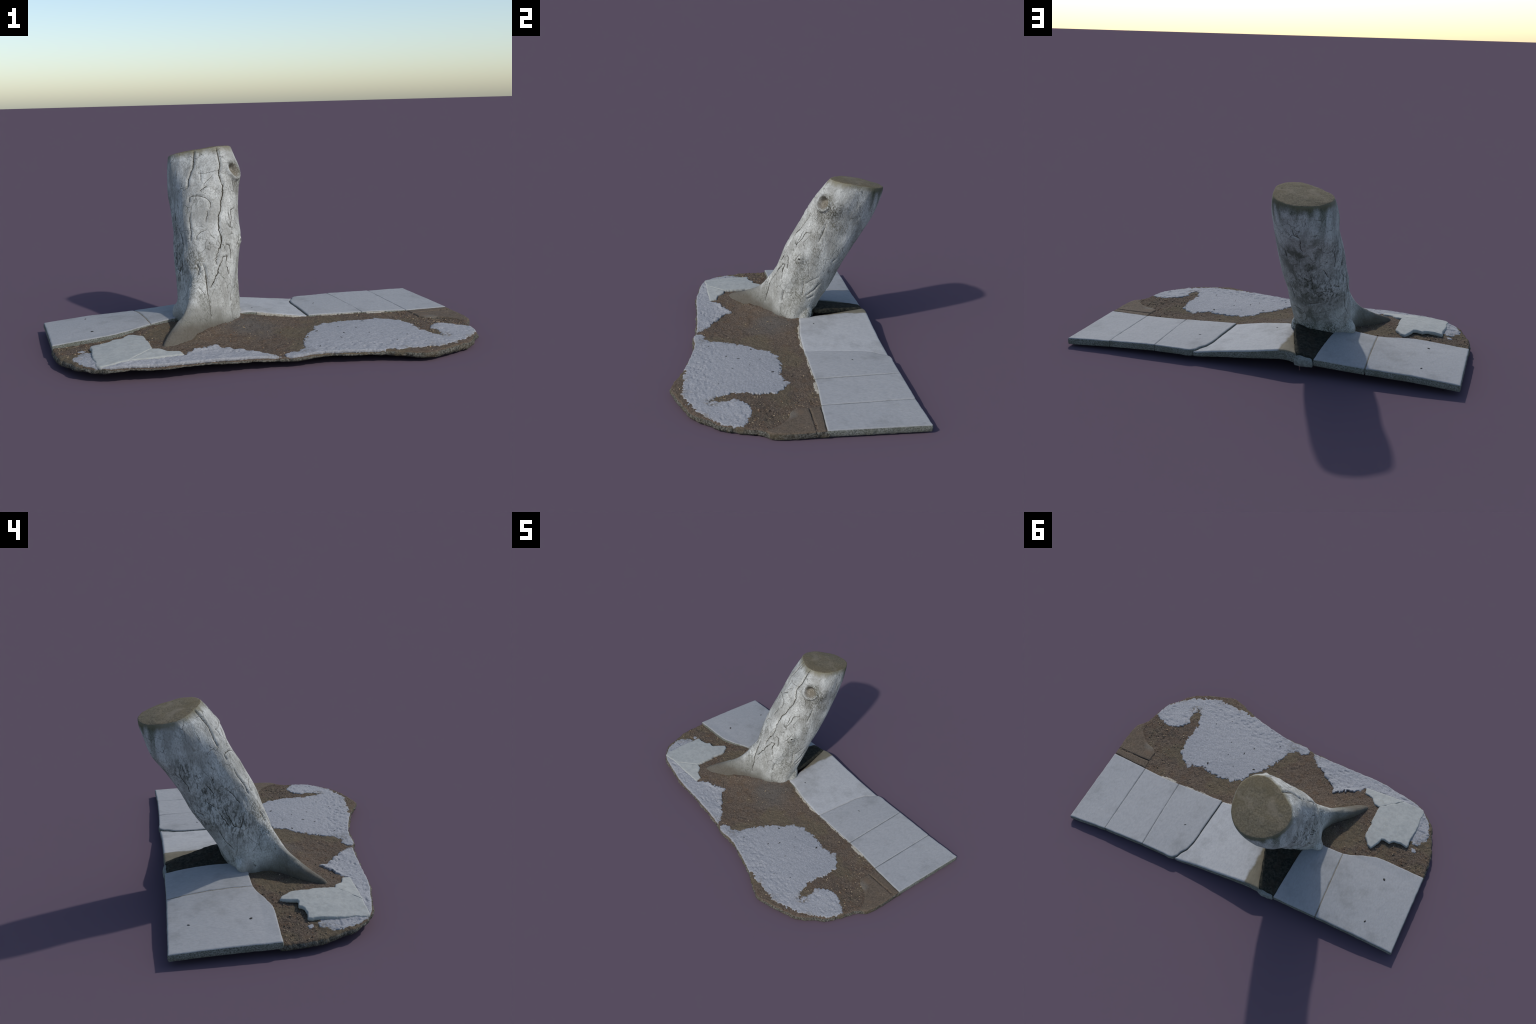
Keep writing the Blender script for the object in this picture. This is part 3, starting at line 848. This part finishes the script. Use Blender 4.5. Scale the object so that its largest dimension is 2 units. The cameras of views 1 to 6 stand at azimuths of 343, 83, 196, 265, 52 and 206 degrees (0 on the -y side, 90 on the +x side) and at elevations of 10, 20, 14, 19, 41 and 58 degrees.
def ellipsoid(c, r, rot=0.0, nu=24, nv=14, tilt=0.0):
    verts, faces = [], []
    for i in range(nv + 1):
        p = math.pi * i / nv
        for j in range(nu):
            t = 2 * math.pi * j / nu
            x, y, z = r[0] * math.sin(p) * math.cos(t), r[1] * math.sin(p) * math.sin(t), r[2] * math.cos(p)
            y, z = y * math.cos(tilt) + z * math.sin(tilt), -y * math.sin(tilt) + z * math.cos(tilt)
            x, y = x * math.cos(rot) - y * math.sin(rot), x * math.sin(rot) + y * math.cos(rot)
            verts.append((c[0] + x, c[1] + y, c[2] + z))
    for i in range(nv):
        for j in range(nu):
            a, b = i * nu + j, i * nu + (j + 1) % nu
            faces.append((a, a + nu, b + nu, b))
    return verts, faces

pieces = [build_trunk_body(), build_root_fin(),
          ellipsoid((-.372, .150, .135), (.058, .034, .055), -0.35, tilt=.3),        # toe resting on the slab
          ellipsoid((-.122, .172, .118), (.040, .034, .078), 0.4, tilt=.4),          # toe on the sunny side
          ]
bm = bmesh.new()
for vs, fs in pieces:
    bv = [bm.verts.new(v) for v in vs]
    for f in fs:
        try:
            bm.faces.new([bv[i] for i in f])
        except ValueError:
            pass
bmesh.ops.remove_doubles(bm, verts=bm.verts, dist=1e-6)
bmesh.ops.recalc_face_normals(bm, faces=bm.faces)
tmp_me = bpy.data.meshes.new("tree_body")
bm.to_mesh(tmp_me)
bm.free()
tmp = bpy.data.objects.new("tree_body", tmp_me)
bpy.context.scene.collection.objects.link(tmp)
md = tmp.modifiers.new("remesh", "REMESH")
md.mode = "VOXEL"
md.voxel_size = 0.0034
md.use_smooth_shade = True
sm = tmp.modifiers.new("smooth", "SMOOTH")
sm.factor = 0.5
sm.iterations = 14
dg = bpy.context.evaluated_depsgraph_get()
body = bpy.data.meshes.new_from_object(tmp.evaluated_get(dg))
bpy.data.objects.remove(tmp)

# let the root flow into the trunk: relax the mesh round the foot
nv = len(body.vertices)
co = np.empty(nv * 3); body.vertices.foreach_get("co", co); co = co.reshape(-1, 3)
ed = np.empty(len(body.edges) * 2, np.int32); body.edges.foreach_get("vertices", ed); ed = ed.reshape(-1, 2)
deg = np.bincount(ed.ravel(), minlength=nv)[:, None]
melt = (smooth(.42, .28, co[:, 2]) * smooth(.06, .0, co[:, 0] * .62 + co[:, 1] * .78 + .13) * smooth(-.56, -.46, co[:, 0]) * smooth(.05, .09, co[:, 2]))[:, None]
for _ in range(90):
    acc = np.zeros_like(co)
    np.add.at(acc, ed[:, 0], co[ed[:, 1]])
    np.add.at(acc, ed[:, 1], co[ed[:, 0]])
    co = co + 0.6 * melt * (acc / deg - co)
body.vertices.foreach_set("co", co.ravel())
body.update()

# cracks, given as runs of (direction in degrees round the trunk, height), with half width in mm
CRACKS = [
    (3.0, [(-75, .886), (-77, .844), (-77, .808), (-82, .767), (-76, .718), (-76, .683), (-79, .646), (-80, .605), (-84, .582), (-86, .538), (-85, .486), (-85, .469), (-87, .432), (-90, .409), (-91, .375)]),
    (2.3, [(-120, .875), (-120, .84), (-122, .805), (-127, .776), (-129, .747), (-129, .715)]),
    (2.0, [(-100, .719), (-109, .695)]),
    (1.8, [(-126, .65), (-124, .671), (-118, .676), (-109, .675), (-101, .664), (-95, .646), (-94, .63), (-97, .618)]),
    (1.5, [(-100, .609), (-102, .578), (-103, .559)]),
    (1.2, [(-110, .782), (-109, .773), (-108, .741)]),
    (1.3, [(-104, .528), (-113, .517), (-119, .5), (-120, .481)]),
    (1.8, [(-51, .611), (-60, .605), (-60, .567), (-65, .529)]),
    (2.0, [(-75, .457), (-68, .45), (-65, .431), (-61, .385)]),
    (2.2, [(-78, .399), (-85, .355), (-94, .309), (-103, .27)]),
    (2.2, [(-110, .375), (-108, .359), (-108, .319), (-108, .27), (-109, .208), (-112, .171), (-114, .136)]),
    (2.2, [(-78, .399), (-71, .405), (-70, .364), (-66, .315)]),
    (1.6, [(-60, .753), (-55, .712), (-50, .678)]),
    (1.6, [(-119, .371), (-116, .359), (-118, .321)]),
    (1.0, [(-124, .268), (-120, .226)]),
    (0.9, [(-80, .79), (-89, .784), (-103, .776), (-114, .778)]),
    (0.9, [(-90, .765), (-99, .74), (-103, .722)]),
    (1.3, [(-129, .48), (-128, .541), (-125, .603)]),
    (1.5, [(-33, .669), (-28, .607), (-26, .564)]),
    (1.4, [(-66, .609), (-66, .581), (-66, .525)]),
    (1.4, [(-12, .327), (-6, .274), (-3, .245)]),
    (1.7, [(23, .316), (16, .277), (6, .247)]),
    (1.7, [(20, .242), (11, .226)]),
    (1.2, [(-49, .244), (-49, .188)]),
    (0.9, [(10, .36), (-1, .334), (-6, .316)]),
    (1.5, [(-46, .488), (-50, .443)]),
    (1.2, [(30, .466), (26, .451)]),
    (1.6, [(86, .716), (86, .691), (94, .675)]),
    (1.8, [(94, .668), (92, .623), (94, .597)]),
    (1.6, [(120, .5), (126, .455)]), (1.2, [(97, .46), (97, .42), (95, .375)]), (1.2, [(105, .367), (119, .383)]),
    (1.4, [(62, .598), (64, .561)]), (1.4, [(50, .396), (56, .33)]), (1.8, [(174, .548), (178, .504)]), (1.8, [(170, .409), (175, .341)]),
    (1.5, [(78, .29), (102, .307)]), (1.3, [(50, .268), (64, .247)]), (1.6, [(149, .626), (144, .585), (145, .547), (140, .511)]),
    (1.2, [(-168, .59), (-172, .552)]), (1.6, [(-158, .521), (-153, .486), (-150, .439)]),
    (1.7, [(179, .432), (183, .386), (184, .34), (193, .329), (205, .363), (210, .394)]),
    (1.3, [(157, .47), (169, .434)]), (1.3, [(131, .41), (144, .398)]), (1.2, [(161, .562), (157, .528)]), (1.4, [(152, .327), (155, .262), (162, .224)])]

def crack_path(run, seed):
    """resample a crack finely on the trunk's mean surface, with a small wander"""
    R = np.array(run, float)
    L = np.r_[0, np.cumsum(np.hypot(np.diff(R[:, 0]) * 0.0028, np.diff(R[:, 1])))]
    s = np.arange(0, L[-1], 0.0045)
    a = np.interp(s, L, R[:, 0]) + vnoise(s * 55, seed, 0, 5) * 0.5 + vnoise(s * 22, seed, 0, 6) * 1.2
    z = np.interp(s, L, R[:, 1])
    P = np.array([(*trunk_point(zz, math.radians(aa)), zz) for aa, zz in zip(a, z)])
    return P, s / L[-1]

nv = len(body.vertices)
co = np.empty(nv * 3); body.vertices.foreach_get("co", co); co = co.reshape(-1, 3)
no = np.empty(nv * 3); body.vertices.foreach_get("normal", no); no = no.reshape(-1, 3)
bvh0 = BVHTree.FromPolygons([tuple(c) for c in co], [tuple(p.vertices) for p in body.polygons])

axis = np.array([0.0, math.sin(LEAN), math.cos(LEAN)])
u_ax = co @ np.array([1.0, 0, 0]); v_ax = co @ np.array([0, math.cos(LEAN), -math.sin(LEAN)]); w_ax = co @ axis
below_cut = cut_plane(co[:, 0], co[:, 1]) - co[:, 2]
on_side = smooth(0.0, 0.03, below_cut)
disp = on_side * (0.0050 * fbm(u_ax * 11, v_ax * 11, w_ax * 5, 2, 101) + 0.0014 * fbm(u_ax * 34, v_ax * 34, w_ax * 13, 3, 102)
                  + 0.0006 * fbm(u_ax * 120, v_ax * 120, w_ax * 45, 3, 103))
disp += (1 - on_side) * (0.003 * fbm(co[:, 0] * 20, co[:, 1] * 20, 0, 4, 104))
# corrugation on the shaded flank
flank = smooth(-0.30, -0.36, co[:, 0]) * smooth(.2, .3, co[:, 2])
disp += on_side * flank * 0.0018 * fbm(u_ax * 60, v_ax * 60, w_ax * 9, 3, 105)
# horizontal wrinkles on the overhanging side low down
wrk = smooth(.22, .32, co[:, 1] - .55 * (co[:, 2] - .15)) * smooth(.6, .4, co[:, 2])
disp += on_side * wrk * 0.0016 * fbm(u_ax * 14, v_ax * 14, w_ax * 95, 3, 106)

# fibres running down the buttress root
rd = np.array((-.62, -.78, -.25)); rd /= np.linalg.norm(rd)
ra = np.array((.78, -.62, 0.0))
onroot = smooth(-.20, -.27, co[:, 0] * .62 + co[:, 1] * .78) * smooth(.36, .28, co[:, 2])
disp += onroot * 0.0035 * fbm(co @ ra * 38, co @ rd * 6, co[:, 2] * 30, 3, 107)
crack_curves = []
for i, (w, run) in enumerate(CRACKS):
    P, s = crack_path(run, i * 3.7)
    Q = []
    for p in P:
        hit = bvh0.find_nearest(Vector(p))
        Q.append(hit[0])
    Q = np.array(Q)
    crack_curves.append((w * 1e-3, Q, s))
    lo, hi = Q.min(0) - .03, Q.max(0) + .03
    sel = np.nonzero(((co > lo) & (co < hi)).all(1))[0]
    d = np.full(len(sel), 9.0)
    for q in Q:
        d = np.minimum(d, np.linalg.norm(co[sel] - q, axis=1))
    k = w / 3.0
    disp[sel] -= 0.006 * k * np.exp(-(d / (0.0035 + 0.001 * w)) ** 2)
    disp[sel] += 0.0016 * k * np.exp(-((d - 0.014) / 0.010) ** 2)

# knot: a healed-over branch stub, hollow with a thick lower lip
K = np.array((-.071, .243, .785))
kn = np.array((.66, -.72, .22)); kn /= np.linalg.norm(kn)
rel = co - K
hgt = rel @ kn
lat = rel - hgt[:, None] * kn
kd = np.linalg.norm(lat, axis=1)
near = np.abs(hgt) < 0.06
up = lat @ (axis - kn * (axis @ kn))
disp += near * (0.008 * np.exp(-((kd - .040) / .010) ** 2) * (1 - 0.7 * np.clip(up / .03, -1, 1)) - 0.021 * smooth(.036, .020, kd) * (1 + 0.45 * np.clip(up / .025, -1, 1)) + 0.005 * np.exp(-(kd / .014) ** 2))
# pin knot
K2 = np.array((-.087, .127, .463))
d2 = np.linalg.norm(co - K2, axis=1)
disp += 0.008 * np.exp(-(d2 / .022) ** 2) - 0.012 * np.exp(-(d2 / .0055) ** 2)
# old scar lobes low on the shaded side
for c, r, h in (((-.375, .13, .385), .035, .006), ((-.365, .16, .33), .03, .005), ((-.300, .025, .335), .020, .002), ((-.255, .20, .69), .045, .004), ((-.20, .13, .60), .05, .004)):
    dd = np.linalg.norm(co - np.array(c), axis=1)
    disp += h * np.exp(-(dd / r) ** 2)
co = co + no * disp[:, None]
body.vertices.foreach_set("co", co.ravel())
body.update()
no2 = np.empty(nv * 3); body.vertices.foreach_get("normal", no2); no2 = no2.reshape(-1, 3)

polys = [tuple(p.vertices) for p in body.polygons]
cen = np.array([co[list(p)].mean(0) for p in polys])
pn = np.array([p.normal for p in body.polygons])
cutn = np.array((-0.0844, 0.1783, 1.0)); cutn /= np.linalg.norm(cutn)
region = np.zeros(len(polys), int)                                         # 0 trunk
region[(cut_plane(cen[:, 0], cen[:, 1]) - cen[:, 2] < 0.012) & (pn @ cutn > 0.72)] = 1   # sawn face
foot_line = cen[:, 0] * 0.62 + cen[:, 1] * 0.78                            # across the root
region[(region == 0) & (cen[:, 2] < 0.27) & (foot_line < -0.235)] = 2      # buttress root
krel = cen - K
region[(region == 0) & (np.linalg.norm(krel - (krel @ kn)[:, None] * kn, axis=1) < .048) & (np.abs(krel @ kn) < .05)] = 3

trunk_parts = {}
for rid, nm, mat in ((0, "trunk", m_bark), (1, "cut_face", m_cut), (2, "buttress_root", m_bark), (3, "knot", m_bark)):
    ids = np.nonzero(region == rid)[0]
    remap, vs, fs = {}, [], []
    for f in ids:
        ff = []
        for v in polys[f]:
            if v not in remap:
                remap[v] = len(vs)
                vs.append(v)
            ff.append(remap[v])
        fs.append(ff)
    me = bpy.data.meshes.new(nm)
    me.from_pydata([tuple(co[v]) for v in vs], [], fs)
    me.polygons.foreach_set("use_smooth", np.ones(len(fs), bool))
    me.update()
    me.normals_split_custom_set_from_vertices([tuple(no2[v]) for v in vs])
    trunk_parts[nm] = add_object(nm, me, [mat])
bpy.data.meshes.remove(body)

# dark flattened cords that follow the groove of every crack
bvh = BVHTree.FromPolygons([tuple(c) for c in co], polys)
cv, cf = [], []
for w, Q, s in crack_curves:
    n = len(Q)
    if n < 4:
        continue
    start = len(cv)
    for i in range(n):
        hit = bvh.find_nearest(Vector(Q[i]))
        p, nrm = np.array(hit[0]), np.array(hit[1])
        t = Q[min(i + 1, n - 1)] - Q[max(i - 1, 0)]
        t = t / (np.linalg.norm(t) + 1e-9)
        side = np.cross(t, nrm)
        side /= np.linalg.norm(side) + 1e-9
        ww = w * (0.25 + 0.75 * math.sin(math.pi * min(max(s[i], 0.02), 0.98)) ** 0.5) * (0.75 + 0.45 * float(vnoise(s[i] * 23, w * 900, 0, 8)))
        ww = max(ww * (1.15 + 130 * w), 0.0007)
        for k in range(6):
            a = 2 * math.pi * k / 6
            cv.append(p + side * ww * math.cos(a) + nrm * (0.0009 * math.sin(a) + 0.0002))
    for i in range(n - 1):
        for k in range(6):
            a, b = start + i * 6 + k, start + i * 6 + (k + 1) % 6
            cf.append((a, b, b + 6, a + 6))
    cf.append(tuple(start + k for k in range(6)))
    cf.append(tuple(start + (n - 1) * 6 + k for k in reversed(range(6))))
cracks = add_object("bark_cracks", make_mesh("bark_cracks", cv, cf, None, 0), [m_crack], trunk_parts["trunk"])
cracks["kind"] = "stuff"

# ------------------------------------------------------------------ loose grit on the soil
crumb_mats = [plain_material("grit_tan", lin(130, 114, 92), lin(158, 142, 118)), plain_material("grit_dark", lin(48, 42, 36), lin(80, 72, 62)),
              plain_material("grit_red", lin(96, 74, 58), lin(118, 92, 74))]
phi = (1 + 5 ** .5) / 2
ICO = np.array([(-1, phi, 0), (1, phi, 0), (-1, -phi, 0), (1, -phi, 0), (0, -1, phi), (0, 1, phi), (0, -1, -phi), (0, 1, -phi), (phi, 0, -1), (phi, 0, 1), (-phi, 0, -1), (-phi, 0, 1)]) / 1.9
ICF = [(0, 11, 5), (0, 5, 1), (0, 1, 7), (0, 7, 10), (0, 10, 11), (1, 5, 9), (5, 11, 4), (11, 10, 2), (10, 7, 6), (7, 1, 8), (3, 9, 4), (3, 4, 2), (3, 2, 6), (3, 6, 8), (3, 8, 9), (4, 9, 5), (2, 4, 11), (6, 2, 10), (8, 6, 7), (9, 8, 1)]
N = 9000
px, py = rng.uniform(-.99, .99, N), rng.uniform(-.6, .13, N)
ok = soil_field(px, py) > 0.012
ok &= np.minimum(polygon_distance(np.array(big_patch), px, py), 0) < -0.012
ok &= polygon_distance(np.array(front_patch), px, py) < -0.012
dens = 0.16 + 0.84 * np.maximum(smooth(.55, .75, px) * smooth(-.5, -.3, py), smooth(-.5, -.65, px))
ok &= rng.uniform(0, 1, N) < dens
ok &= (py < np.interp(px, SIX, SIY) - .006)
px, py = px[ok], py[ok]
pzs = soil_surface(px, py)
gv, gf, gm = [], [], []
for x, y, z in zip(px, py, pzs):
    r = 0.0010 + 0.0028 * rng.random() ** 3
    sc = r * (0.6 + rng.random(3) * 0.9)
    th = rng.uniform(0, 6.28)
    c, s_ = math.cos(th), math.sin(th)
    V = ICO * sc * (1 + rng.uniform(-.2, .2, (12, 1)))
    V = np.c_[V[:, 0] * c - V[:, 1] * s_, V[:, 0] * s_ + V[:, 1] * c, V[:, 2] * 0.7] + (x, y, z + r * 0.25)
    b = len(gv)
    gv.extend(V)
    gf.extend([tuple(b + i for i in f) for f in ICF])
    gm.extend([int(rng.choice(3, p=(.42, .3, .28)))] * 20)
grit = add_object("soil_grit", make_mesh("soil_grit", gv, gf, gm, 0), crumb_mats, soil)
grit["kind"] = "stuff"

# ------------------------------------------------------------------ bits of leaf and twig lying about
m_litter = plain_material("leaf_litter", lin(38, 38, 38), lin(66, 64, 60))
def litter(spots, top):
    base_v, base_f = ellipsoid((0, 0, 0), (1, 1, 1), 0, 10, 6)
    base = make_mesh("leaf_bit", base_v, base_f, None, 0)
    base.materials.append(m_litter)
    for (x, y, l, w, a) in spots:
        ob = bpy.data.objects.new("leaf_bit", base)
        bpy.context.scene.collection.objects.link(ob)
        ob.parent = root
        ob.location = (x, y, float(top(x, y)) + .0006)
        ob.rotation_euler = (0, 0, a)
        ob.scale = (l, w, .0012)
litter([(.447, -.082, .009, .0045, 1.9), (.179, -.165, .008, .0045, .3), (.282, -.241, .008, .003, 1.6), (.245, -.300, .007, .003, 1.9), (.365, -.19, .004, .002, .4),
        (.11, -.385, .006, .003, .8), (.39, -.28, .005, .0018, 1.2), (.30, -.13, .004, .002, 2.0), (.54, -.36, .004, .002, .4), (.46, -.42, .004, .002, 1.1)], patch_top)
litter([(-.802, .161, .008, .006, 2.3), (-.803, .432, .007, .004, 1.1)], S6)
litter([(.360, .345, .007, .0025, .6)], S3)
litter([(-.018, .205, .006, .003, .4)], S4)
